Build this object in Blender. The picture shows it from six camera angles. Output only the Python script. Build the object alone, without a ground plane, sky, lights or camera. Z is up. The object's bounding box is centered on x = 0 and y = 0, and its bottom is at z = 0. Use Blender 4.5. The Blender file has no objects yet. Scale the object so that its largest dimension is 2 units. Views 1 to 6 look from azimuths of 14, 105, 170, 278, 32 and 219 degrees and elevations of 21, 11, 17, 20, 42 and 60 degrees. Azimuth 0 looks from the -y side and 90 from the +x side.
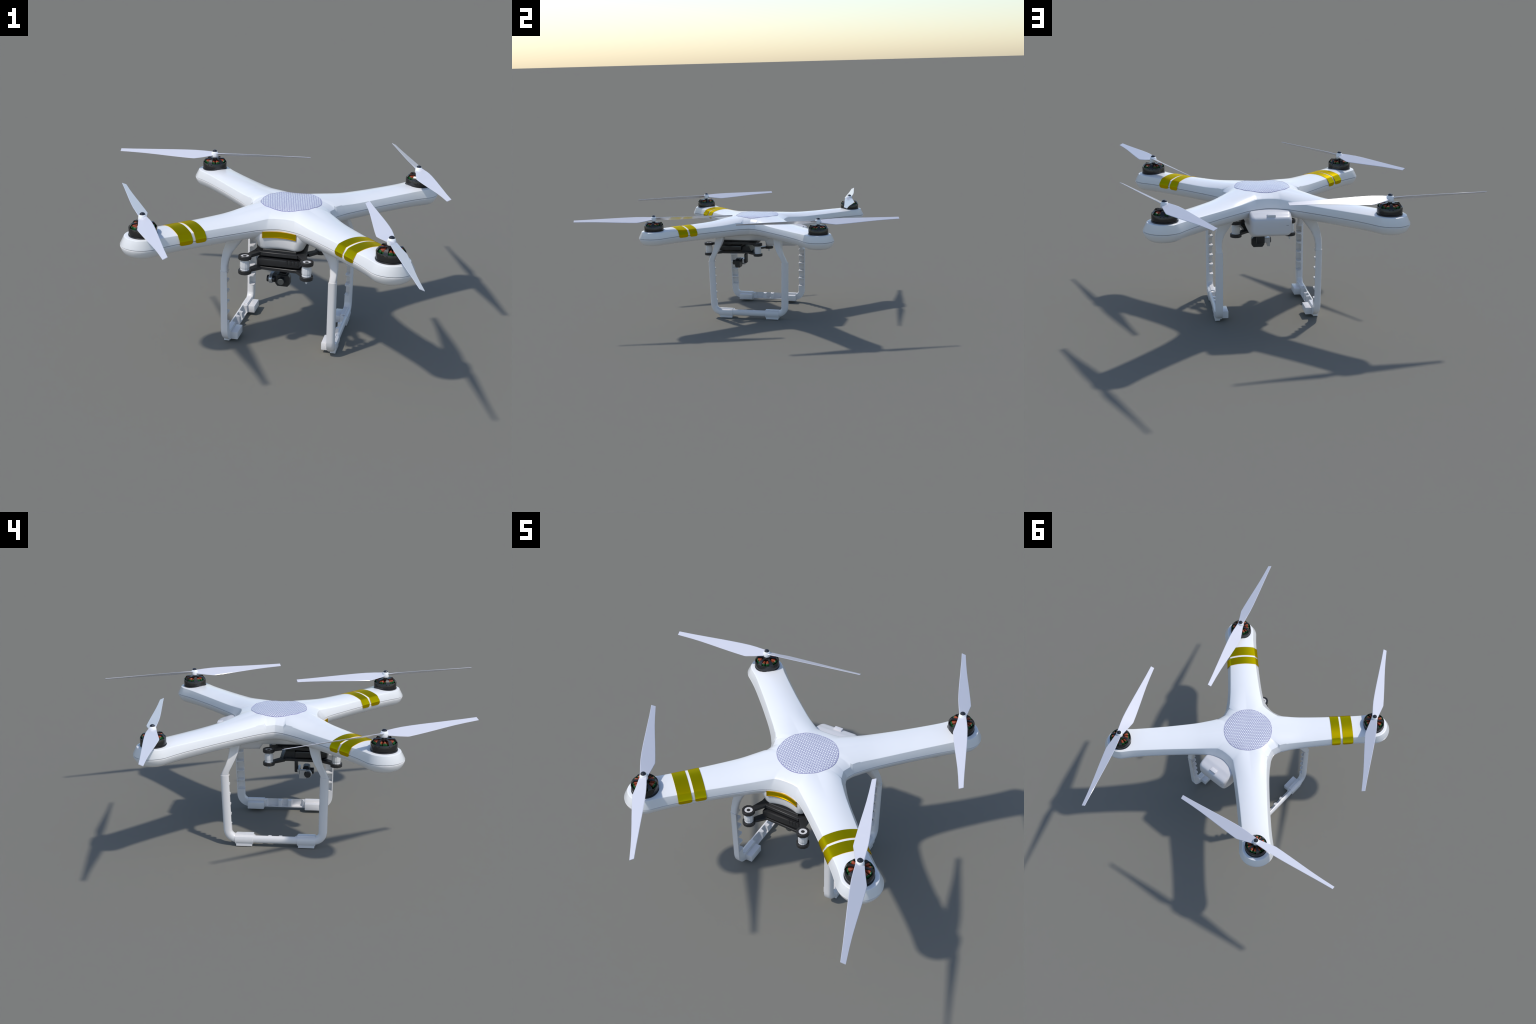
"""White four-rotor camera drone: cross-shaped shell, gold bands, motors with
coils, two-blade rotors, belly with battery, camera gimbal, U-shaped legs."""
import bpy, bmesh, math, random
from mathutils import Vector, Matrix
from mathutils.bvhtree import BVHTree

random.seed(7)
CX, CY = 0.152, 0.0035          # centre of the drone in the frame
R2 = math.sqrt(2.0)
HUB = 0.7475                    # motor axis, measured along an arm

# ------------------------------------------------------------------ materials
def material(name, color, rough=0.3, metal=0.0, coat=0.0, spec=0.5, mottle=0.0, scale=60.0):
    m = bpy.data.materials.new(name)
    m.use_nodes = True
    nt = m.node_tree
    b = nt.nodes["Principled BSDF"]
    b.inputs["Base Color"].default_value = (*color, 1)
    b.inputs["Roughness"].default_value = rough
    b.inputs["Metallic"].default_value = metal
    b.inputs["Coat Weight"].default_value = coat
    b.inputs["Specular IOR Level"].default_value = spec
    if mottle > 0:
        tc = nt.nodes.new("ShaderNodeTexCoord")
        no = nt.nodes.new("ShaderNodeTexNoise")
        no.inputs["Scale"].default_value = scale
        no.inputs["Detail"].default_value = 3
        mr = nt.nodes.new("ShaderNodeMapRange")
        mr.inputs["To Min"].default_value = max(0.02, rough - mottle)
        mr.inputs["To Max"].default_value = rough + mottle
        nt.links.new(tc.outputs["Object"], no.inputs["Vector"])
        nt.links.new(no.outputs["Fac"], mr.inputs["Value"])
        nt.links.new(mr.outputs["Result"], b.inputs["Roughness"])
    return m

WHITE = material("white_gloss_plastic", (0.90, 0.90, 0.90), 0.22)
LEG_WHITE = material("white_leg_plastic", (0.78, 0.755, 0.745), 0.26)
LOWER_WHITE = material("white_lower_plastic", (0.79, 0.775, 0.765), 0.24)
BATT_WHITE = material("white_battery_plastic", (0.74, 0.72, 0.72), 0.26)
BLADE = material("blade_plastic", (0.66, 0.66, 0.72), 0.18)
GOLD = material("gold_foil", (0.68, 0.51, 0.0012), 0.30, metal=0.90, mottle=0.04, scale=300)
for _g in (GOLD,):
    _g.node_tree.nodes["Principled BSDF"].inputs["Specular Tint"].default_value = (0.9, 0.7, 0.02, 1)
GOLD_EDGE = material("gold_foil_edge", (0.80, 0.48, 0.004), 0.3, metal=0.85)
BLACK = material("black_plastic", (0.022, 0.022, 0.023), 0.35, mottle=0.05)
SATIN = material("black_satin_plastic", (0.021, 0.021, 0.022), 0.28)
GLOSS_BLACK = material("black_gloss_cap", (0.02, 0.022, 0.03), 0.08)
BELL = material("dark_motor_bell", (0.045, 0.044, 0.044), 0.16, metal=0.6)
COPPER = material("red_copper_wire", (0.42, 0.07, 0.025), 0.3)
GREEN = material("green_stator", (0.01, 0.09, 0.02), 0.35)
SILVER = material("silver_metal", (0.55, 0.56, 0.58), 0.3, metal=0.7)
LENS = material("lens_glass", (0.22, 0.22, 0.21), 0.06, metal=0.6)  # grey base colour paints in the ground's reflection on the dark glass
RUBBER = material("white_damper_rubber", (0.72, 0.72, 0.73), 0.3)
GREY_LINE = material("grey_slot", (0.18, 0.18, 0.19), 0.4)

# copper gets fine winding grooves
def winding(m):
    nt = m.node_tree
    tc = nt.nodes.new("ShaderNodeTexCoord")
    wv = nt.nodes.new("ShaderNodeTexWave")
    wv.inputs["Scale"].default_value = 160
    bp = nt.nodes.new("ShaderNodeBump")
    bp.inputs["Strength"].default_value = 0.5
    bp.inputs["Distance"].default_value = 0.002
    nt.links.new(tc.outputs["Object"], wv.inputs["Vector"])
    nt.links.new(wv.outputs["Fac"], bp.inputs["Height"])
    nt.links.new(bp.outputs["Normal"], nt.nodes["Principled BSDF"].inputs["Normal"])
winding(COPPER)

def lattice_material():
    """three families of thin lines at 60 degrees on white: the top grille print"""
    m = bpy.data.materials.new("lattice_print")
    m.use_nodes = True
    nt = m.node_tree
    b = nt.nodes["Principled BSDF"]
    b.inputs["Roughness"].default_value = 0.25
    tc = nt.nodes.new("ShaderNodeTexCoord")
    acc = None
    for ang, pitch, ph in ((14, 0.01055, 0.1), (74, 0.01085, 0.45), (134, 0.0103, 0.75)):
        d = nt.nodes.new("ShaderNodeVectorMath"); d.operation = 'DOT_PRODUCT'
        a = math.radians(ang)
        d.inputs[1].default_value = (math.cos(a) / pitch, math.sin(a) / pitch, 0)
        nt.links.new(tc.outputs["Object"], d.inputs[0])
        ad = nt.nodes.new("ShaderNodeMath"); ad.operation = 'ADD'
        ad.inputs[1].default_value = 100 + ph
        nt.links.new(d.outputs["Value"], ad.inputs[0])
        fr = nt.nodes.new("ShaderNodeMath"); fr.operation = 'FRACT'
        nt.links.new(ad.outputs[0], fr.inputs[0])
        sb = nt.nodes.new("ShaderNodeMath"); sb.operation = 'SUBTRACT'
        sb.inputs[1].default_value = 0.5
        nt.links.new(fr.outputs[0], sb.inputs[0])
        ab = nt.nodes.new("ShaderNodeMath"); ab.operation = 'ABSOLUTE'
        nt.links.new(sb.outputs[0], ab.inputs[0])
        mr = nt.nodes.new("ShaderNodeMapRange")
        mr.inputs["From Min"].default_value = 0.385
        mr.inputs["From Max"].default_value = 0.425
        nt.links.new(ab.outputs[0], mr.inputs["Value"])
        if acc is None:
            acc = mr.outputs["Result"]
        else:
            mx = nt.nodes.new("ShaderNodeMath"); mx.operation = 'MAXIMUM'
            nt.links.new(acc, mx.inputs[0]); nt.links.new(mr.outputs["Result"], mx.inputs[1])
            acc = mx.outputs[0]
    mix = nt.nodes.new("ShaderNodeMix"); mix.data_type = 'RGBA'
    mix.inputs["A"].default_value = (0.86, 0.865, 0.88, 1)
    mix.inputs["B"].default_value = (0.28, 0.275, 0.46, 1)
    nt.links.new(acc, mix.inputs["Factor"])
    nt.links.new(mix.outputs["Result"], b.inputs["Base Color"])
    return m
LATTICE = lattice_material()
RIM_LINE = material("lattice_rim", (0.26, 0.25, 0.46), 0.3)

# -------------------------------------------------------------------- helpers
root = bpy.data.objects.new("quadcopter_drone", None)
root.empty_display_size = 0.2
root.location = (CX, CY, 0)
bpy.context.collection.objects.link(root)
root["label"] = "glossy white four-rotor camera drone with gold bands"
root["category"] = "drone"

def empty(name, loc, parent=None):
    e = bpy.data.objects.new(name, None)
    e.empty_display_size = 0.05
    bpy.context.collection.objects.link(e)
    e.location = loc
    e.parent = parent or root
    return e

def finish(name, bm, mat, parent=None, smooth=35, loc=(0, 0, 0), recalc=True):
    bmesh.ops.remove_doubles(bm, verts=bm.verts, dist=1e-5)
    if recalc:
        bmesh.ops.recalc_face_normals(bm, faces=bm.faces)
    me = bpy.data.meshes.new(name)
    bm.to_mesh(me); bm.free()
    for m in (mat if isinstance(mat, (list, tuple)) else [mat]):
        me.materials.append(m)
    if smooth is None:
        me.shade_flat()
    else:
        me.shade_smooth()
        me.set_sharp_from_angle(angle=math.radians(smooth))
    ob = bpy.data.objects.new(name, me)
    bpy.context.collection.objects.link(ob)
    ob.parent = parent or root
    ob.location = loc
    return ob

def add_loft(bm, rings, closed=True, cap=True, mat=0):
    vs = [[bm.verts.new(p) for p in r] for r in rings]
    n = len(vs[0])
    for i in range(len(vs) - 1):
        for j in range(n if closed else n - 1):
            k = (j + 1) % n
            try:
                f = bm.faces.new((vs[i][j], vs[i][k], vs[i + 1][k], vs[i + 1][j]))
                f.material_index = mat
            except ValueError:
                pass
    if cap:
        for r in (vs[0], vs[-1]):
            try:
                f = bm.faces.new(r); f.material_index = mat
            except ValueError:
                pass
    return vs

def add_lathe(bm, prof, seg=40, center=(0, 0, 0), mat=0, phase=0.0, cap=True):
    rings = []
    for r, z in prof:
        rings.append([(center[0] + r * math.cos(phase + 2 * math.pi * k / seg),
                       center[1] + r * math.sin(phase + 2 * math.pi * k / seg),
                       center[2] + z) for k in range(seg)])
    return add_loft(bm, rings, cap=cap, mat=mat)

def add_box(bm, x0, x1, y0, y1, z0, z1, bev=0.0, seg=2, mat=0, M=None):
    r = bmesh.ops.create_cube(bm, size=1.0)
    vs = r["verts"]
    for v in vs:
        v.co = Vector(((x0 + x1) / 2 + v.co.x * (x1 - x0), (y0 + y1) / 2 + v.co.y * (y1 - y0),
                       (z0 + z1) / 2 + v.co.z * (z1 - z0)))
    es = list({e for v in vs for e in v.link_edges})
    fs = list({f for v in vs for f in v.link_faces})
    if bev > 0:
        out = bmesh.ops.bevel(bm, geom=es, offset=bev, segments=seg, affect='EDGES', profile=0.5)
        fs = list({f for f in fs if f.is_valid} | set(out["faces"]))
    for f in fs:
        if f.is_valid:
            f.material_index = mat
    if M is not None:
        for v in {v for f in fs if f.is_valid for v in f.verts}:
            v.co = M @ v.co
    return fs

def add_prism(bm, poly, z0, z1, bev=0.0, mat=0):
    """extrude a plan polygon between two heights, chamfering its rims"""
    def inset(p, d):
        n = len(p); out = []
        for i in range(n):
            a, b, c = Vector(p[i - 1]), Vector(p[i]), Vector(p[(i + 1) % n])
            t1, t2 = (b - a).normalized(), (c - b).normalized()
            n1, n2 = Vector((-t1.y, t1.x)), Vector((-t2.y, t2.x))
            m = (n1 + n2)
            m = m / max(0.35, m.length_squared / 2)
            out.append(b + m * d)
        return out
    area = sum(poly[i - 1][0] * poly[i][1] - poly[i][0] * poly[i - 1][1] for i in range(len(poly)))
    if area < 0:
        poly = poly[::-1]
    rings = []
    if bev > 0:
        q = inset(poly, bev)
        rings = [[(p[0], p[1], z0) for p in q], [(p[0], p[1], z0 + bev) for p in poly],
                 [(p[0], p[1], z1 - bev) for p in poly], [(p[0], p[1], z1) for p in q]]
    else:
        rings = [[(p[0], p[1], z) for p in poly] for z in (z0, z1)]
    add_loft(bm, rings, mat=mat)

def rounded_rect(cx, cy, hx, hy, r, n=5):
    pts = []
    for qx, qy, a0 in ((1, 1, 0), (-1, 1, 90), (-1, -1, 180), (1, -1, 270)):
        for k in range(n + 1):
            a = math.radians(a0 + 90 * k / n)
            pts.append((cx + qx * (hx - r) + r * math.cos(a), cy + qy * (hy - r) + r * math.sin(a)))
    return pts

def catmull(P, t):
    i = min(int(t), len(P) - 2); f = t - i
    p0 = P[i - 1] if i > 0 else [2 * a - b for a, b in zip(P[0], P[1])]
    p3 = P[i + 2] if i + 2 < len(P) else [2 * a - b for a, b in zip(P[-1], P[-2])]
    return [0.5 * (2 * b + (c - a) * f + (2 * a - 5 * b + 4 * c - d) * f * f + (3 * b - a - 3 * c + d) * f ** 3)
            for a, b, c, d in zip(p0, P[i], P[i + 1], p3)]

def lerp(a, b, w):
    return tuple(x + (y - x) * w for x, y in zip(a, b))

# ------------------------------------------------------------ cross-shaped shell
# rows along half an arm, from the inner corner to the motor:
# seam a, b | crease a, b, z | spine a | seam z     (a along the arm, b across)
COMMON = [
    (0.250, 0.1100, 0.2330, 0.0940, 0.6215, 0.165, 0.5840),
    (0.320, 0.1022, 0.3060, 0.0870, 0.6160, 0.280, 0.5830),
    (0.435, 0.0962, 0.4300, 0.0800, 0.6140, 0.430, 0.5830),
    (0.520, 0.0935, 0.5200, 0.0764, 0.6140, 0.520, 0.5825),
    (0.620, 0.0922, 0.6200, 0.0742, 0.6145, 0.620, 0.5820),
    (0.685, 0.0938, 0.6850, 0.0740, 0.6155, 0.685, 0.5810),
    (HUB,   0.0982, HUB,    0.0795, 0.6170, HUB,   0.5795),
]
Y_SIDE = [(0.1563, 0.1563, 0.1368, 0.1368, 0.6280, 0.0, 0.5855),
          (0.1800, 0.1385, 0.1588, 0.1163, 0.6275, 0.030, 0.5850),
          (0.2100, 0.1225, 0.1835, 0.0993, 0.6260, 0.080, 0.5845)] + COMMON
X_SIDE = [(0.1435, 0.1435, 0.1390, 0.1390, 0.6020, 0.0, 0.5855),
          (0.1620, 0.1320, 0.1580, 0.1270, 0.6020, 0.026, 0.5850),
          (0.1810, 0.1240, 0.1755, 0.1170, 0.6030, 0.055, 0.5850),
          (0.1880, 0.1220, 0.1805, 0.1040, 0.6225, 0.066, 0.5848),
          (0.2150, 0.1165, 0.2040, 0.0985, 0.6230, 0.110, 0.5845)] + COMMON
SEAM_R, CREASE_R = 0.0982, 0.0795

def spine_z(a):
    pts = ((0.0, 0.6545), (0.1, 0.6530), (0.2, 0.6450), (0.30, 0.6360), (0.37, 0.6320),
           (0.49, 0.6285), (0.62, 0.6275), (0.69, 0.6255), (HUB, 0.6225))
    for (x0, y0), (x1, y1) in zip(pts, pts[1:]):
        if a <= x1:
            return y0 + (y1 - y0) * (a - x0) / (x1 - x0)
    return pts[-1][1]

def half_contour(rows, mirror):
    """samples (seam2d, crease2d, crease z, spine a, seam z) in arm coordinates"""
    sub = 7
    out = []
    ph = list(rows[1]); ph[0], ph[1], ph[2], ph[3] = ph[1], ph[0], ph[3], ph[2]
    ph[5] = -ph[5] if ph[5] else 0
    P = [ph] + [list(r) for r in rows]
    n = len(rows) - 1
    for k in range(n * sub):
        t = k / sub
        c = catmull(P, t + 1)
        lin_i = int(t); f = t - lin_i
        L = [a + (b - a) * f for a, b in zip(rows[lin_i], rows[lin_i + 1])]
        smooth_crease = lin_i >= len(rows) - len(COMMON)
        cr = c if smooth_crease else L
        out.append(((c[0], c[1]), (cr[2], cr[3]), cr[4], L[5], c[6]))
    for k in range(19):
        ang = math.radians(90 - 90 * k / 18)
        out.append(((HUB + SEAM_R * math.cos(ang), SEAM_R * math.sin(ang)),
                    (HUB + CREASE_R * math.cos(ang), CREASE_R * math.sin(ang)),
                    0.6170, HUB, 0.5795 - 0.0015 * k / 18))
    if mirror:
        out = [((s[0], -s[1]), (c[0], -c[1]), z, sa, sz) for s, c, z, sa, sz in out]
    return out

def to_xy(p, sx, sy):
    a, b = p
    return ((a + b) / R2 * sx, (a - b) / R2 * sy)     # b > 0 leans to the x axis

contour = []                                          # whole closed outline
for sx, sy in ((1, 1), (-1, 1), (-1, -1), (1, -1)):
    xs = half_contour(X_SIDE, False)
    ys = half_contour(Y_SIDE, True)
    arm = xs + ys[::-1][1:]
    if (sx * sy) < 0:
        arm = arm[::-1]
    for s, c, cz, sa, sz in arm:
        contour.append((to_xy(s, sx, sy), to_xy(c, sx, sy), cz, to_xy((sa, 0), sx, sy), sa, sz))
# drop doubled corner samples
clean = []
for c in contour:
    if not clean or (Vector(c[0]) - Vector(clean[-1][0])).length > 1e-6:
        clean.append(c)
if (Vector(clean[0][0]) - Vector(clean[-1][0])).length < 1e-6:
    clean.pop()
contour = clean
NC = len(contour)
inward = []
for i in range(NC):
    a, b = Vector(contour[i - 1][0]), Vector(contour[(i + 1) % NC][0])
    t = (b - a).normalized()
    inward.append(Vector((-t.y, t.x)))                # outline runs counter-clockwise

def seam_off(i, d, z):
    p = Vector(contour[i][0]) + inward[i] * d
    return (p.x, p.y, z)

upper_rings, lower_rings = [], []
def ring(fn):
    return [fn(i) for i in range(NC)]

def top_point(i, w):
    s, c, cz, sp, sa, sz = contour[i]
    x, y = c[0] + (sp[0] - c[0]) * w, c[1] + (sp[1] - c[1]) * w
    k = max(0.0, 1 - sa / 0.32)
    p = 2.0 + 1.3 * k + 1.9 * min(1, max(0, (0.626 - cz) / 0.024)) * min(1, max(0, 1 - sa / 0.12))
    return (x, y, cz + (spine_z(sa) - cz) * (1 - (1 - w) ** p))

def chamfer_point(i, w, lift=0.0):
    s, c, cz, sp, sa, sz = contour[i]
    return (s[0] + (c[0] - s[0]) * w, s[1] + (c[1] - s[1]) * w, sz + 0.0015 + (cz - sz - 0.0015) * w + lift)

upper_rings.append(ring(lambda i: seam_off(i, 0.012, contour[i][5] - 0.0005)))
upper_rings.append(ring(lambda i: seam_off(i, 0.0025, contour[i][5] - 0.0005)))
upper_rings.append(ring(lambda i: seam_off(i, 0.0008, contour[i][5] + 0.0002)))
for w in (0.0, 0.35, 0.7, 0.97):
    upper_rings.append(ring(lambda i: chamfer_point(i, w, 0.0006 * math.sin(math.pi * w))))
for w in (0.015, 0.07, 0.16, 0.26, 0.38, 0.5, 0.62, 0.74, 0.86, 0.95, 1.0):
    upper_rings.append(ring(lambda i: top_point(i, w)))
bm = bmesh.new()
add_loft(bm, upper_rings, cap=False)
upper = finish("upper_shell", bm, WHITE, smooth=31)

def steepen_chamfer_normals(me):
    """the original's bevelled flank is shaded as if it stood nearly upright"""
    normals = [Vector(c.vector) for c in me.corner_normals]
    for p in me.polygons:
        if 0.15 < p.normal.z < 0.72:
            for li in p.loop_indices:
                co = me.vertices[me.loops[li].vertex_index].co
                n = normals[li]
                h = Vector((n.x, n.y, 0))
                if h.length < 1e-4:
                    continue
                h.normalize()
                e = math.radians(3 + 9 * min(1, max(0, (co.z - 0.583) / 0.03)))
                normals[li] = h * math.cos(e) + Vector((0, 0, math.sin(e)))
    me.normals_split_custom_set(normals)
steepen_chamfer_normals(upper.data)

prof_low = ((0.012, 0.0022), (0.0025, 0.0022), (0.0004, 0.0032), (0.0003, 0.0058), (0.0028, 0.0140), (0.0075, 0.0240),
            (0.0135, 0.0330), (0.0215, 0.0405), (0.0310, 0.0455), (0.0420, 0.0480))
for d, dz in prof_low:
    lower_rings.append(ring(lambda i: seam_off(i, d, contour[i][5] - dz)))
last = lower_rings[-1]
for w in (0.4, 0.8, 1.0):
    lower_rings.append([(p[0] + (contour[i][3][0] - p[0]) * w, p[1] + (contour[i][3][1] - p[1]) * w,
                         p[2] - 0.002 * w) for i, p in enumerate(last)])
bm = bmesh.new()
add_loft(bm, lower_rings, cap=False)
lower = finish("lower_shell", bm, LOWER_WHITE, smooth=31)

tmp = bmesh.new(); tmp.from_mesh(upper.data)
tree = BVHTree.FromBMesh(tmp)
def surface_z(x, y):
    h = tree.ray_cast(Vector((x, y, 1.0)), Vector((0, 0, -1)))
    return h[0].z if h[0] else 0.62

# printed lattice disc on the crown, with a thin dark rim
DISC = 0.1405
bm = bmesh.new()
rings = []
for r in [DISC * k / 12 for k in range(13)]:
    rings.append([(r * math.cos(2 * math.pi * k / 72), r * math.sin(2 * math.pi * k / 72), 0) for k in range(72)])
rings = [[(x, y, surface_z(x, y) + 0.0012) for x, y, z in rr] for rr in rings]
rings.append([(x, y, z - 0.0025) for x, y, z in rings[-1]])
add_loft(bm, rings, cap=False)
finish("lattice_disc", bm, LATTICE, smooth=40)
bm = bmesh.new()
rr = []
for r, dz in ((DISC - 0.0010, 0.0005), (DISC - 0.0008, 0.0017), (DISC + 0.0004, 0.0017), (DISC + 0.0008, 0.0)):
    rr.append([(r * math.cos(2 * math.pi * k / 96), r * math.sin(2 * math.pi * k / 96),
                surface_z(r * math.cos(2 * math.pi * k / 96), r * math.sin(2 * math.pi * k / 96)) + dz) for k in range(96)])
add_loft(bm, rr, cap=False)
finish("disc_rim", bm, RIM_LINE, smooth=40)

# ---------------------------------------------------------------- gold bands
def crease_at(a):
    for r0, r1 in zip(COMMON, COMMON[1:]):
        if r0[2] <= a <= r1[2]:
            f = (a - r0[2]) / (r1[2] - r0[2])
            return r0[3] + (r1[3] - r0[3]) * f, r0[1] + (r1[1] - r0[1]) * f
    return 0.072, 0.093

def gold_band(a0, a1, sx, sy):
    N = 13
    TH = 0.0022
    rows = []
    for k in range(N):
        f = k / (N - 1)
        a = a0 + (a1 - a0) * f
        cb, sb = crease_at(a)
        e = abs(2 * f - 1)
        drop = 0.0205 - 0.006 * e ** 6             # rounded lower corners
        half = []
        for j in range(9):
            b = cb * 0.93 * j / 8
            x, y = to_xy((a, b), sx, sy)
            half.append((b, surface_z(x, y) + TH))
        half += [(cb * 0.985, 0.6165), (cb + 0.0040, 0.6120), (cb + 0.0085, 0.6055),
                 (sb - 0.0020, 0.5980), (sb + 0.0024, 0.5890), (sb + 0.0018, 0.5830), (sb + 0.0006, 0.5910 - drop)]
        full = [(-b, z) for b, z in half[:0:-1]] + half
        rows.append([(a, b, z) for b, z in full])
    def world(a, b, z):
        x, y = to_xy((a, b), sx, sy)
        return (x, y, z)
    outer = [[world(*p) for p in r] for r in rows]
    inner = []
    for r in rows:
        q = []
        n = len(r)
        for j, (a, b, z) in enumerate(r):
            t = Vector((r[min(j + 1, n - 1)][1] - r[max(j - 1, 0)][1], r[min(j + 1, n - 1)][2] - r[max(j - 1, 0)][2])).normalized()
            nrm = Vector((t.y, -t.x))
            q.append(world(a, b + nrm.x * TH, z + nrm.y * TH))
        inner.append(q)
    bm = bmesh.new()
    va = [[bm.verts.new(p) for p in r] for r in outer]
    vb = [[bm.verts.new(p) for p in r] for r in inner]
    n = len(va[0])
    for i in range(N - 1):
        for j in range(n - 1):
            bm.faces.new((va[i][j], va[i + 1][j], va[i + 1][j + 1], va[i][j + 1]))
            bm.faces.new((vb[i][j], vb[i][j + 1], vb[i + 1][j + 1], vb[i + 1][j]))
        for j in (0, n - 1):
            f = bm.faces.new((va[i][j], va[i + 1][j], vb[i + 1][j], vb[i][j])); f.material_index = 1
    for i in (0, N - 1):
        for j in range(n - 1):
            f = bm.faces.new((va[i][j], va[i][j + 1], vb[i][j + 1], vb[i][j])); f.material_index = 1
    return finish("gold_band", bm, [GOLD, GOLD_EDGE], smooth=22)

for sx in (-1, 1):
    gold_band(0.492, 0.5435, sx, -1)
    gold_band(0.5565, 0.6185, sx, -1)

# ------------------------------------------------------------- belly and battery
def belly_ring(z, front_off, hx, back, r_corner):
    """plan outline: hollowed front edge, rounded corners, straight sides and back"""
    pts = []
    nf = 16
    fx = hx - r_corner
    def fy(x):
        return -(0.2195 + 3.05 * x * x) + front_off
    for k in range(nf + 1):
        x = -fx + 2 * fx * k / nf
        pts.append((x, fy(x), z))
    y0 = fy(fx)
    for k in range(1, 7):
        a = math.radians(-75 + 75 * k / 6)
        pts.append((fx + r_corner * math.cos(a) , y0 + r_corner * (1 + math.sin(a)), z))
    for k in range(1, 9):
        pts.append((hx, y0 + r_corner + (back - y0 - r_corner) * k / 9, z))
    for k in range(0, 5):
        pts.append((hx - 2 * hx * k / 4, back, z))
    for k in range(1, 9):
        pts.append((-hx, back + (y0 + r_corner - back) * k / 9, z))
    for k in range(0, 6):
        a = math.radians(180 + 75 * k / 6)
        pts.append((-fx + r_corner * math.cos(a), y0 + r_corner * (1 + math.sin(a)), z))
    return pts
bm = bmesh.new()
add_loft(bm, [belly_ring(0.5790, 0.003, 0.130, 0.110, 0.045),
              belly_ring(0.5600, 0.000, 0.130, 0.110, 0.045),
              belly_ring(0.5400, 0.000, 0.126, 0.108, 0.044),
              belly_ring(0.5250, 0.001, 0.116, 0.104, 0.040),
              belly_ring(0.5050, 0.003, 0.108, 0.100, 0.036),
              belly_ring(0.4950, 0.006, 0.103, 0.097, 0.034),
              belly_ring(0.4900, 0.011, 0.098, 0.093, 0.031),
              belly_ring(0.4880, 0.019, 0.089, 0.085, 0.028)])
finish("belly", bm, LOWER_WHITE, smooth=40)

# gold light bar across the hollow front of the belly
def front_y(x):
    return -(0.2195 + 3.05 * x * x)
bm = bmesh.new()
def bar_strip(x0, x1, z0, z1, d0, d1, mat):
    n = 24
    rings = []
    for k in range(n + 1):
        x = x0 + (x1 - x0) * k / n
        y = front_y(x)
        rings.append([(x, y - d0, z0), (x, y - d0, z1), (x, y - d1, z1), (x, y - d1, z0)])
    add_loft(bm, rings, mat=mat)
bar_strip(-0.0765, 0.0765, 0.5470, 0.5500, -0.004, 0.0060, 1)
bar_strip(-0.0765, 0.0765, 0.5735, 0.5765, -0.004, 0.0060, 1)
bar_strip(-0.0765, -0.0735, 0.5470, 0.5765, -0.004, 0.0061, 1)
bar_strip(0.0735, 0.0765, 0.5470, 0.5765, -0.004, 0.0061, 1)
bar_strip(-0.0740, 0.0740, 0.5490, 0.5745, -0.004, 0.0042, 0)
finish("gold_light_bar", bm, [GOLD, GOLD_EDGE], smooth=30)

# battery: rounded box lofted from front to back
def batt_ring(y, hx, z0, z1, r0, r1):
    pts = []
    n = 6
    for qx, qz, a0, r in ((1, 1, 0, r1), (-1, 1, 90, r1), (-1, -1, 180, r0), (1, -1, 270, r0)):
        zc = z1 - r if qz > 0 else z0 + r
        for k in range(n + 1):
            a = math.radians(a0 + 90 * k / n)
            pts.append((qx * (hx - r) + r * math.cos(a), y, zc + r * math.sin(a)))
    return pts
bm = bmesh.new()
add_loft(bm, [batt_ring(0.066, 0.0900, 0.500, 0.570, 0.012, 0.010),
              batt_ring(0.074, 0.0980, 0.485, 0.578, 0.016, 0.010),
              batt_ring(0.092, 0.1010, 0.4580, 0.580, 0.022, 0.010),
              batt_ring(0.180, 0.1025, 0.4560, 0.581, 0.024, 0.012),
              batt_ring(0.262, 0.1025, 0.4570, 0.581, 0.024, 0.014),
              batt_ring(0.276, 0.1025, 0.4590, 0.5775, 0.024, 0.015),
              batt_ring(0.282, 0.1025, 0.4605, 0.5745, 0.025, 0.015),
              batt_ring(0.300, 0.1020, 0.4660, 0.5695, 0.026, 0.016),
              batt_ring(0.312, 0.1005, 0.4700, 0.5655, 0.026, 0.018),
              batt_ring(0.320, 0.0980, 0.4740, 0.5615, 0.026, 0.019),
              batt_ring(0.3255, 0.0935, 0.4790, 0.5560, 0.024, 0.019),
              batt_ring(0.3280, 0.0870, 0.4850, 0.5490, 0.022, 0.018)])
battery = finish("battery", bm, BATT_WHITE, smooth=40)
bm = bmesh.new()
add_box(bm, -0.0205, 0.0205, 0.292, 0.3165, 0.555, 0.5760, 0.002, 2)
finish("battery_latch", bm, BATT_WHITE, battery, smooth=30)
bm = bmesh.new()
add_box(bm, -0.083, -0.071, 0.326, 0.3287, 0.5245, 0.5262, 0.0004, 1)
finish("battery_slit", bm, GREY_LINE, battery, smooth=30)

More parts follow.
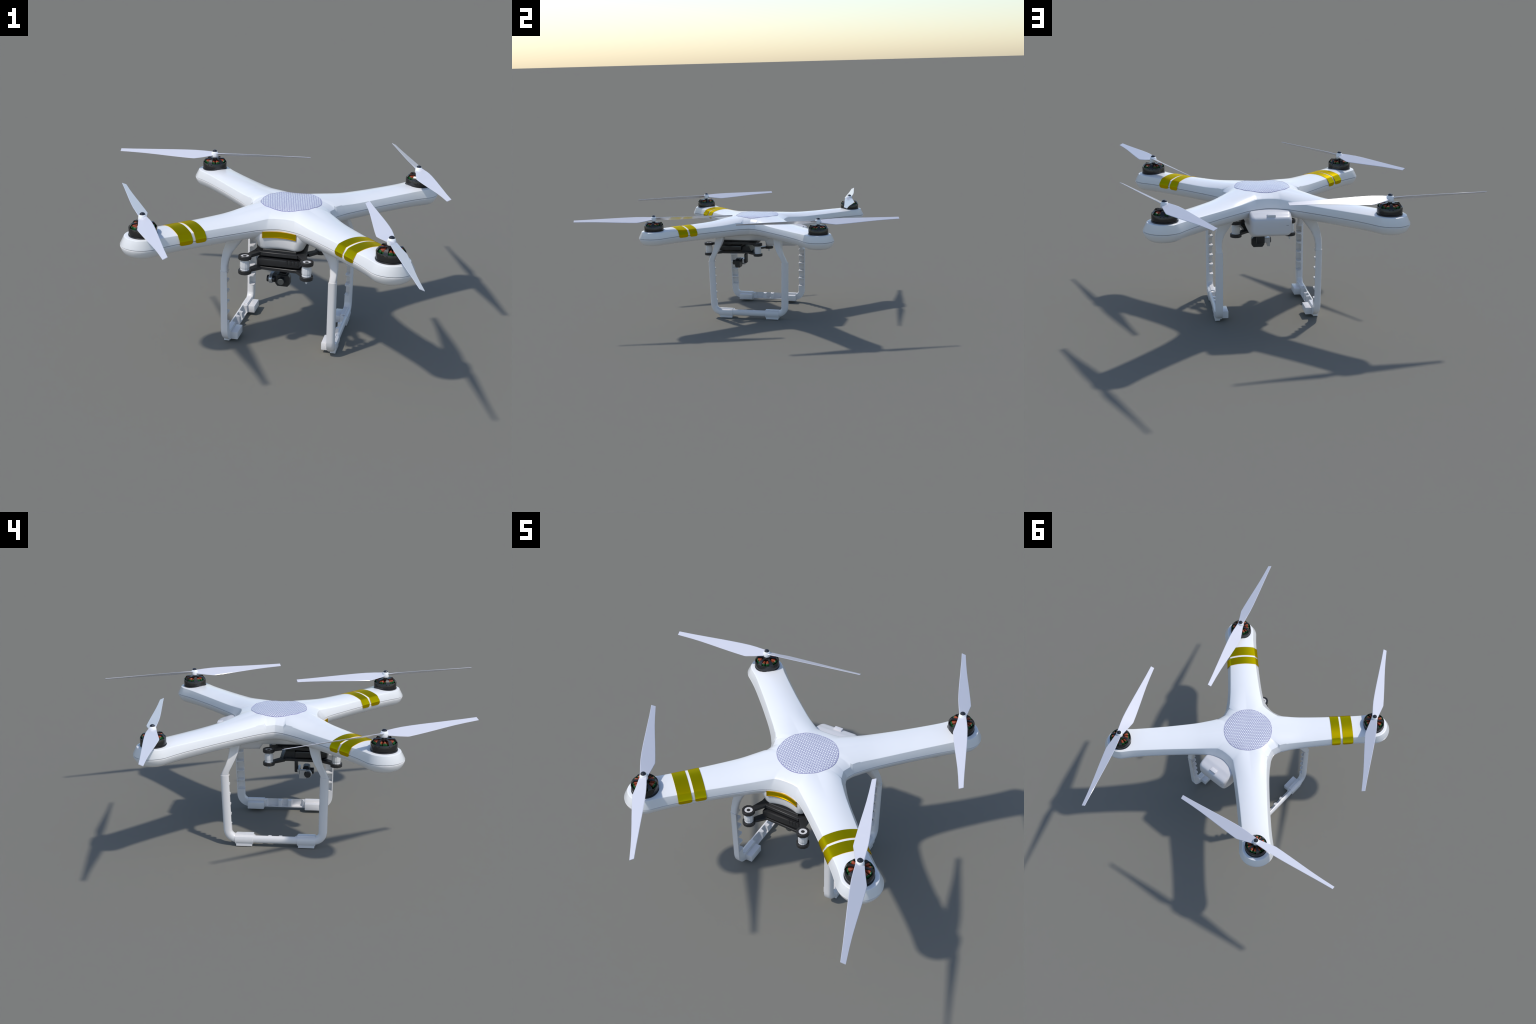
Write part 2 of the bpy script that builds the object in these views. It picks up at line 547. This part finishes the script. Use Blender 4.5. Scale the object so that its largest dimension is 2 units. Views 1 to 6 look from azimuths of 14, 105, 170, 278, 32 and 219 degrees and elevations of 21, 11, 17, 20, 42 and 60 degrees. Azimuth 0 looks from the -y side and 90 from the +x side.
# --------------------------------------------------------------- motors, rotors
def build_motor_meshes():
    out = {}
    bm = bmesh.new()                                   # bell with spoked top
    add_lathe(bm, [(0.0560, 0.6255), (0.0580, 0.6265), (0.0580, 0.6550), (0.0572, 0.6565), (0.0545, 0.6560),
                   (0.0535, 0.6300)], 40, cap=True)
    add_lathe(bm, [(0.0605, 0.6150), (0.0605, 0.6235), (0.0590, 0.6250), (0.0540, 0.6250)], 40)
    for k in range(6):                                 # spokes: flat arm then sloping foot, flared both ends
        M = Matrix.Rotation(math.radians(60 * k + 12), 4, 'Z')
        st = ((0.010, 0.0080, 0.6745), (0.020, 0.0060, 0.6745), (0.028, 0.0046, 0.6742), (0.038, 0.0052, 0.6738),
              (0.0455, 0.0075, 0.6730), (0.0515, 0.0082, 0.6650), (0.0570, 0.0105, 0.6555), (0.0578, 0.0105, 0.6500))
        rings = []
        for r, h, z in st:
            rings.append([M @ Vector((r, -h, z)), M @ Vector((r, h, z)), M @ Vector((r - 0.001, h, z - 0.004)), M @ Vector((r - 0.001, -h, z - 0.004))])
        add_loft(bm, rings)
    add_lathe(bm, [(0.0185, 0.668), (0.0185, 0.6735), (0.017, 0.6750), (0.008, 0.6752)], 30)
    out["motor_bell"] = finish("motor_bell", bm, BELL, smooth=30)
    bm = bmesh.new()
    for k in range(12):
        M = Matrix.Rotation(math.radians(30 * k + 5), 4, 'Z')
        rings = []
        for r, h, v in ((0.0225, 0.0030, 0.004), (0.0240, 0.0048, 0.0062), (0.033, 0.0066, 0.0072), (0.0420, 0.0078, 0.0072), (0.0445, 0.0062, 0.0060)):
            q = []
            for j in range(10):
                a = 2 * math.pi * j / 10
                q.append(M @ Vector((r, h * math.cos(a), 0.6595 + v * math.sin(a) * 1.25)))
            rings.append(q)
        add_loft(bm, rings)
    out["coil"] = finish("copper_coil", bm, COPPER, smooth=50)
    out["coil"]["kind"] = "stuff"
    bm = bmesh.new()
    for k in range(12):
        M = Matrix.Rotation(math.radians(30 * k + 5), 4, 'Z')
        rings = []
        for r, h, v in ((0.0435, 0.0098, 0.0078), (0.0475, 0.0102, 0.0078), (0.0490, 0.0085, 0.0065)):
            rings.append([M @ Vector((r, h * math.cos(2 * math.pi * j / 12), 0.6575 + v * math.sin(2 * math.pi * j / 12))) for j in range(12)])
        add_loft(bm, rings)
    add_lathe(bm, [(0.052, 0.628), (0.052, 0.640), (0.014, 0.640)], 30)
    out["stator"] = finish("stator", bm, GREEN, smooth=40)
    bm = bmesh.new()
    add_lathe(bm, [(0.0095, 0.655), (0.0095, 0.683), (0.009, 0.684)], 20)
    out["shaft"] = finish("motor_shaft", bm, GLOSS_BLACK, smooth=30)
    bm = bmesh.new()
    add_lathe(bm, [(0.0120, 0.6800), (0.0165, 0.6802), (0.0180, 0.6815), (0.0188, 0.6860), (0.0186, 0.6950), (0.0172, 0.7020),
                   (0.0150, 0.7068), (0.0130, 0.7092), (0.0120, 0.7095)], 32)
    out["hub"] = finish("rotor_hub", bm, WHITE, smooth=40)
    bm = bmesh.new()
    add_lathe(bm, [(0.0126, 0.7075), (0.0128, 0.7095), (0.0118, 0.7125), (0.0092, 0.7158), (0.0055, 0.7178), (0.0015, 0.7184)], 28)
    out["cap"] = finish("rotor_cap", bm, GLOSS_BLACK, smooth=60)
    for nm, mir in (("bladeL", 1), ("bladeR", -1)):
        out[nm] = finish("rotor_blade", blade_bmesh(mir), BLADE, smooth=18)
    return out

# blade stations: distance, kinked side width, straight side width, half thickness
BLADE_ST = ((0.010, 0.0200, 0.0165, 0.0023), (0.020, 0.0215, 0.0170, 0.0022), (0.060, 0.0305, 0.0200, 0.0015),
            (0.0985, 0.0395, 0.0222, 0.0011), (0.1060, 0.0402, 0.0224, 0.0011), (0.1135, 0.0398, 0.0224, 0.0011),
            (0.150, 0.0372, 0.0224, 0.0011), (0.200, 0.0328, 0.0212, 0.0011), (0.250, 0.0280, 0.0194, 0.0011),
            (0.300, 0.0228, 0.0172, 0.0011), (0.360, 0.0172, 0.0148, 0.0011), (0.420, 0.0132, 0.0122, 0.0011),
            (0.4985, 0.0098, 0.0102, 0.0011))
def blade_bmesh(mir):
    bm = bmesh.new()
    rings = []
    for s, k, w, t in BLADE_ST:
        pitch = math.radians(24.3 if s > 0.05 else 24.3 - (0.05 - s) * 150)
        ring_ = []
        for q in (-1.0, -0.94, -0.3, 0.3, 0.94, 1.0):
            ring_.append((q, 1))
        for q in (0.94, 0.3, -0.3, -0.94):
            ring_.append((q, -1))
        pts = []
        for q, side in ring_:
            wd = (q + 1) / 2 * (k + w) - w              # -w .. +k (kinked side)
            th = t * side if abs(q) < 1 else 0.0        # flat plate with thin edges
            zz = -wd * math.tan(pitch) + th * math.cos(pitch)
            ww = wd + th * math.sin(pitch)
            pts.append((s, -ww * mir, 0.6968 + zz))
        rings.append(pts)
    add_loft(bm, rings)
    return bm

protos = build_motor_meshes()
for key in ("motor_bell", "coil", "stator"):
    protos[key].data.transform(Matrix.Diagonal((1.05, 1.05, 1, 1)))
arms = {"A": (-1, 1, -172.6, -1), "B": (1, 1, -68.6, 1), "C": (-1, -1, -59.6, 1), "D": (1, -1, -70.5, -1)}
for name, (sx, sy, ang, mir) in arms.items():
    hx, hy = HUB / R2 * sx, HUB / R2 * sy
    hx, hy = 0.5265 * sx, 0.5305 * sy
    motor = empty("motor", (hx, hy, 0))
    for key in ("motor_bell", "coil", "stator", "shaft"):
        o = protos[key].copy()
        bpy.context.collection.objects.link(o)
        o.parent = motor
        o.rotation_euler = (0, 0, math.radians(random.uniform(0, 30)) if key == "motor_bell" else 0)
    rotor = empty("rotor", (hx, hy, 0))
    for key in ("hub", "cap"):
        o = protos[key].copy()
        bpy.context.collection.objects.link(o)
        o.parent = rotor
    for j in range(2):
        o = protos["bladeL" if mir > 0 else "bladeR"].copy()
        bpy.context.collection.objects.link(o)
        o.parent = rotor
        o.rotation_euler = (0, 0, math.radians(ang + 180 * j))
for o in protos.values():
    bpy.data.objects.remove(o)

# ------------------------------------------------------------------------ legs
LX = 0.2485                                            # plane of a leg frame, from centre
def leg_path():
    """centre line of the U in (y, z): list of (y, z, along, zone)"""
    pts = []
    yk, zk, yb, zb, rc = 0.2465, 0.376, 0.2395, 0.0355, 0.048
    zc = zb + rc
    n = 150
    for k in range(n + 1):
        z = zk + (zc - zk) * k / n
        y = yk + (yb - yk) * k / n
        pts.append((y, z, 'post'))
    for k in range(1, 12):
        a = math.radians(90 * k / 12)
        pts.append((yb - rc + rc * math.cos(a), zc - rc * math.sin(a), 'bend'))
    m = 110
    y1 = yb - rc
    for k in range(m + 1):
        pts.append((y1 - 2 * y1 * k / m, zb, 'bar'))
    left = [(-y, z, t) for y, z, t in pts[:n + 12][::-1]]
    return pts + left

POCKETS_Z = [(0.1170, 0.1625), (0.1715, 0.2165), (0.2250, 0.2700), (0.2785, 0.3225), (0.3315, 0.3720)]
POCKETS_Y = [(-0.099, -0.035), (-0.0175, 0.0175), (0.035, 0.099)]
def hollow(y, z, zone):
    """0 on solid stretches and ribs, 1 in the hollows between them"""
    v, spans = (z, POCKETS_Z) if zone == 'post' else (y, POCKETS_Y)
    if zone != 'bend':
        for a, b in spans:
            if a < v < b:
                f = min(v - a, b - v) / 0.0085
                return math.sqrt(max(0.0, 1 - (1 - min(1, f)) ** 2))
    return 0.0

def leg_section(h, f, rib):
    """section (u away from the frame's middle, q outward in x); f empties the
    inner corner, leaving the outer wall and the back wall"""
    e = -0.0162
    shell = [(h, e), (h, 0.004), (h * 0.93, 0.0105), (h * 0.72, 0.0158), (h * 0.38, 0.0188), (0, 0.0196),
             (-h * 0.38, 0.0188), (-h * 0.72, 0.0158), (-h * 0.93, 0.0105), (-h, 0.0060)]
    k = 0.0014 * rib
    full = [(-h - k, -0.002), (-h - k, -0.010), (-h + 0.001 - k, e + 0.003 - k * 0.5), (-h + 0.004, e - k), (-h * 0.4, e - k), (h * 0.3, e - k * 0.5), (h - 0.0045, e)]
    wx, wu = 0.0090, h - 0.0048
    bare = [(-h + 0.001, 0.0062), (-h * 0.6, wx), (-h * 0.1, wx), (wu - 0.004, wx - 0.001), (wu - 0.0005, wx - 0.005), (wu, 0.0), (wu, e)]
    return shell + [(a[0] + (b[0] - a[0]) * f, a[1] + (b[1] - a[1]) * f) for a, b in zip(full, bare)]

def build_leg(side):
    """side +1: the leg on +x; its hollows face the middle"""
    path = leg_path()
    bm = bmesh.new()
    rings = []
    for i, (y, z, zone) in enumerate(path):
        a, b = path[max(i - 1, 0)], path[min(i + 1, len(path) - 1)]
        t = Vector((b[0] - a[0], b[1] - a[1])).normalized()
        nrm = Vector((-t.y, t.x))                      # outward in the plane of the frame
        h = 0.0212 if zone == 'post' else 0.0206
        ribbed = (zone == 'post' and 0.115 < z < 0.374)
        prof = leg_section(h, hollow(y, z, zone), 1.0 if ribbed else (-2.6 if zone == 'bar' and abs(y) < 0.105 else 0.0))
        rings.append([(side * (LX + q), y + nrm.x * u, z + nrm.y * u) for u, q in prof])
    vs = [[bm.verts.new(p) for p in r] for r in rings]
    n = len(vs[0])
    for i in range(len(vs) - 1):
        for j in range(n):
            k = (j + 1) % n
            bm.faces.new((vs[i][j], vs[i][k], vs[i + 1][k], vs[i + 1][j]))
    bm.faces.new(vs[0]); bm.faces.new(vs[-1])
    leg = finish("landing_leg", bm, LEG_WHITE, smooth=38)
    # struts from the knees up to the shell, flaring and leaning in
    for sy in (-1, 1):
        bm = bmesh.new()
        st = ((0.366, 0.0000, 0.2470, 0.0165, 0.0185, 0.3), (0.380, 0.0005, 0.2460, 0.0165, 0.0185, 0.3), (0.400, 0.003, 0.2380, 0.0170, 0.0180, 0.3),
              (0.430, 0.0020, 0.2230, 0.0205, 0.0185, 0.3), (0.460, -0.0060, 0.2100, 0.0260, 0.0205, 0.3),
              (0.490, -0.0210, 0.2010, 0.0335, 0.0240, 0.3), (0.520, -0.0370, 0.1960, 0.0400, 0.0270, 0.3), (0.548, -0.0470, 0.1940, 0.0425, 0.0285, 0.3))
        rings = []
        for z, dx, y, hx, hy, p in st:
            q = []
            for k in range(28):
                a = 2 * math.pi * k / 28
                c, s = math.cos(a), math.sin(a)
                ex = 0.62
                x_ = math.copysign(abs(c) ** ex, c) * hx
                y_ = math.copysign(abs(s) ** ex, s) * hy
                if z > 0.39 and c > 0.25:              # hollow down the outer face
                    x_ -= 0.010 * min(1, (z - 0.39) / 0.05) * max(0, 1 - (s / 0.75) ** 2)
                q.append((side * (LX + dx + x_), sy * (y + y_), z))
            rings.append(q)
        add_loft(bm, rings)
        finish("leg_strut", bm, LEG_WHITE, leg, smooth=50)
    # foot pads and the blocks on the inside of the bar
    for sy in (-1, 1):
        bm = bmesh.new()
        y0, y1 = sorted((sy * 0.1120, sy * 0.2015))
        add_box(bm, *sorted((side * (LX - 0.008), side * (LX + 0.0215 - 0.004))), y0 + 0.004, y1 - 0.004, 0.0, 0.0200, 0.0012, 1)
        add_box(bm, *sorted((side * (LX - 0.050), side * (LX - 0.010))), y0 , y1, 0.0130, 0.0500, 0.003, 2)
        # clip around the bar
        poly = [(-0.0165, 0.0550), (0.004, 0.0580), (0.012, 0.0555), (0.0185, 0.0500), (0.0215, 0.0410), (0.0222, 0.0320),
                (0.0205, 0.0210), (0.0160, 0.0125), (0.0080, 0.0095), (-0.0165, 0.0110)]
        rings = [[(side * (LX + q), y, z) for q, z in poly] for y in (y0 - 0.001, y1 + 0.001)]
        add_loft(bm, rings)
        add_box(bm, *sorted((side * (LX - 0.014), side * (LX + 0.006))), y0 - 0.001, y1 + 0.001, 0.054, 0.0605, 0.001, 1)
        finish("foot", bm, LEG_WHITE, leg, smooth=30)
build_leg(1)
build_leg(-1)

# ---------------------------------------------------------------------- gimbal
gimbal = empty("camera_gimbal", (0, 0, 0))
DAMP = [(sx * 0.1400, y) for y in (-0.2985, 0.0385) for sx in (-1, 1)]

def octa(cx, cy, r, n=12, ph=15):
    return [(cx + r * math.cos(math.radians(ph + 360 * k / n)), cy + r * math.sin(math.radians(ph + 360 * k / n))) for k in range(n)]

def ring_socket(bm, cx, cy, z0, z1, ro, ri):
    add_lathe(bm, [(ri, z0), (ro - 0.001, z0), (ro, z0 + 0.001), (ro, z1 - 0.001), (ro - 0.001, z1), (ri, z1), (ri, z0)], 12, (cx, cy, 0), phase=math.radians(15), cap=False)

def arm_bar(bm, p, q, w0, w1, z0, z1, bev=0.0012):
    p, q = Vector(p), Vector(q)
    t = (q - p).normalized(); n = Vector((-t.y, t.x))
    add_prism(bm, [tuple(p + n * w0), tuple(p - n * w0), tuple(q - n * w1), tuple(q + n * w1)], z0, z1, bev)

# upper plate, hung under the belly
bm = bmesh.new()
add_prism(bm, [(-0.083, -0.236), (0.083, -0.240), (0.118, -0.213), (0.112, -0.150), (0.100, -0.060), (0.104, -0.022), (0.080, 0.012), (-0.080, 0.012),
               (-0.104, -0.022), (-0.100, -0.060), (-0.112, -0.150), (-0.118, -0.213)], 0.462, 0.4795, 0.0015)
add_prism(bm, [(-0.076, -0.226), (0.076, -0.228), (0.082, -0.10), (0.070, 0.0), (-0.070, 0.0), (-0.082, -0.10)], 0.4785, 0.4895, 0.001)
for cx, cy in DAMP:
    sx = 1 if cx > 0 else -1
    inner = (sx * 0.100, -0.222) if cy < 0 else (sx * 0.098, -0.018)
    d = (Vector((cx, cy)) - Vector(inner)).normalized()
    arm_bar(bm, inner, Vector((cx, cy)) - d * 0.026, 0.020, 0.0125, 0.4635, 0.4785)
    ring_socket(bm, cx, cy, 0.4630, 0.4800, 0.0300, 0.0205)
finish("upper_plate", bm, BLACK, gimbal, smooth=30)
# lower plate
bm = bmesh.new()
add_prism(bm, [(-0.080, -0.2470), (0.086, -0.2540), (0.104, -0.236), (0.100, -0.170), (0.090, -0.060), (0.092, -0.030), (0.070, -0.010), (-0.070, -0.010),
               (-0.092, -0.030), (-0.090, -0.060), (-0.100, -0.170), (-0.102, -0.232)], 0.3990, 0.4130, 0.0015)
for cx, cy in DAMP:
    sx = 1 if cx > 0 else -1
    inner = (sx * 0.088, -0.232) if cy < 0 else (sx * 0.084, -0.026)
    d = (Vector((cx, cy)) - Vector(inner)).normalized()
    arm_bar(bm, inner, Vector((cx, cy)) - d * 0.026, 0.019, 0.0135, 0.3985, 0.4120)
    ring_socket(bm, cx, cy, 0.3950, 0.4120, 0.0300, 0.0205)
finish("lower_plate", bm, BLACK, gimbal, smooth=30)
# dampers
for cx, cy in DAMP:
    bm = bmesh.new()
    add_lathe(bm, [(0.0170, 0.4010), (0.0200, 0.4035), (0.0212, 0.4150), (0.0200, 0.4180), (0.0212, 0.4215), (0.0222, 0.4300), (0.0216, 0.4500), (0.0196, 0.4540),
                   (0.0205, 0.4580), (0.0200, 0.4740), (0.0196, 0.4765), (0.0080, 0.4765)], 12, (cx, cy, 0), phase=math.radians(15))
    o = finish("damper", bm, RUBBER, gimbal, smooth=20)
    bm = bmesh.new()
    add_lathe(bm, [(0.0085, 0.474), (0.0085, 0.4772), (0.008, 0.4776)], 20, (cx, cy, 0))
    finish("damper_bore", bm, BLACK, o, smooth=30)
# retaining pins under two of the dampers
for cx, cy in (DAMP[1], DAMP[2]):
    bm = bmesh.new()
    add_lathe(bm, [(0.0050, 0.400), (0.0048, 0.380), (0.0036, 0.3750)], 14, (cx, cy, 0))
    finish("retaining_pin", bm, RUBBER, gimbal, smooth=30)
# electronics box with slots, and the block behind it
bm = bmesh.new()
add_box(bm, -0.097, 0.097, -0.2490, -0.090, 0.4205, 0.4520, 0.0022, 2)
for k in range(4):                                     # near-black raised blocks at one end of the front face
    x = 0.040 + 0.0165 * k
    add_box(bm, x - 0.0036, x + 0.0036, -0.2506, -0.240, 0.4350, 0.4533, 0.0004, 1, mat=1)
finish("control_box", bm, [SATIN, material("slot_black", (0.001, 0.001, 0.001), 0.9, spec=0.0)], gimbal, smooth=30)
bm = bmesh.new()
rings = [[(-0.072, y0, z), (0.072, y0, z), (0.072, y1, z), (-0.072, y1, z)] for y0, y1, z in
         ((-0.092, -0.026, 0.4120), (-0.090, -0.030, 0.4200), (-0.086, -0.040, 0.4440))]
add_loft(bm, rings)
finish("circuit_block", bm, BLACK, gimbal, smooth=20)
bm = bmesh.new()
add_box(bm, -0.045, 0.010, -0.130, -0.095, 0.394, 0.400, 0.001, 1)
finish("pivot_plate", bm, BLACK, gimbal, smooth=30)
# hanging bracket, roll arm, tilt motor, camera
bm = bmesh.new()
add_box(bm, -0.030, 0.014, -0.0955, -0.0795, 0.3170, 0.3800, 0.004, 2)
add_box(bm, -0.014, 0.000, -0.0920, -0.0800, 0.3750, 0.4050, 0.001, 1)
finish("hanging_bracket", bm, BLACK, gimbal, smooth=30)
bm = bmesh.new()
add_box(bm, -0.062, 0.012, -0.1100, -0.0970, 0.3180, 0.3450, 0.0015, 1)
add_box(bm, -0.062, -0.047, -0.1420, -0.1050, 0.2960, 0.3420, 0.0015, 1)
M = Matrix.Translation((-0.0545, -0.1500, 0.3200)) @ Matrix.Rotation(math.radians(90), 4, 'Y')
bm2 = bmesh.new()
add_lathe(bm2, [(0.0190, -0.0075), (0.0205, -0.006), (0.0205, 0.006), (0.0190, 0.0075)], 28)
for v in bm2.verts:
    v.co = M @ v.co
me_t = bpy.data.meshes.new("t"); bm2.to_mesh(me_t); bm2.free(); bm.from_mesh(me_t); bpy.data.meshes.remove(me_t)
finish("roll_arm", bm, SILVER, gimbal, smooth=30)
bm = bmesh.new()
for x0, x1, r in ((-0.0725, -0.0600, 0.0158), (-0.0490, -0.0340, 0.0158)):
    M = Matrix.Translation((0, -0.1500, 0.3200)) @ Matrix.Rotation(math.radians(90), 4, 'Y')
    vs = add_lathe(bm, [(r - 0.001, x0), (r, x0 + 0.001), (r, x1 - 0.001), (r - 0.001, x1)], 28)
    for ring_ in vs:
        for v in ring_:
            v.co = M @ v.co
finish("tilt_motor", bm, BLACK, gimbal, smooth=30)
camera = empty("camera", (0, 0, 0), gimbal)
bm = bmesh.new()
poly = [(-0.034, 0.301), (-0.024, 0.288), (0.024, 0.288), (0.034, 0.300), (0.034, 0.334), (0.026, 0.344), (-0.026, 0.344), (-0.034, 0.334)]
rings = [[(x * s, y, 0.316 + (z - 0.316) * s) for x, z in poly] for y, s in ((-0.1560, 0.94), (-0.1540, 1.0), (-0.1240, 1.0), (-0.1220, 0.95))]
add_loft(bm, rings)
add_box(bm, -0.020, 0.018, -0.150, -0.128, 0.342, 0.350, 0.001, 1)
cam_body = finish("camera_body", bm, BLACK, gimbal, smooth=25)
bm = bmesh.new()
M = Matrix.Translation((-0.003, 0, 0.3190)) @ Matrix.Rotation(math.radians(90), 4, 'X')
vs = add_lathe(bm, [(0.0185, 0.150), (0.0185, 0.158), (0.0168, 0.160), (0.0168, 0.1760), (0.0155, 0.1775), (0.0147, 0.1772)], 32)
for ring_ in vs:
    for v in ring_:
        v.co = M @ v.co
finish("lens_barrel", bm, SATIN, gimbal, smooth=30)
bm = bmesh.new()
vs = add_lathe(bm, [(0.0146, 0.1740), (0.0146, 0.1778), (0.012, 0.1786), (0.006, 0.1790)], 32)
for ring_ in vs:
    for v in ring_:
        v.co = M @ v.co
finish("lens", bm, LENS, gimbal, smooth=30)
bpy.data.objects.remove(camera)
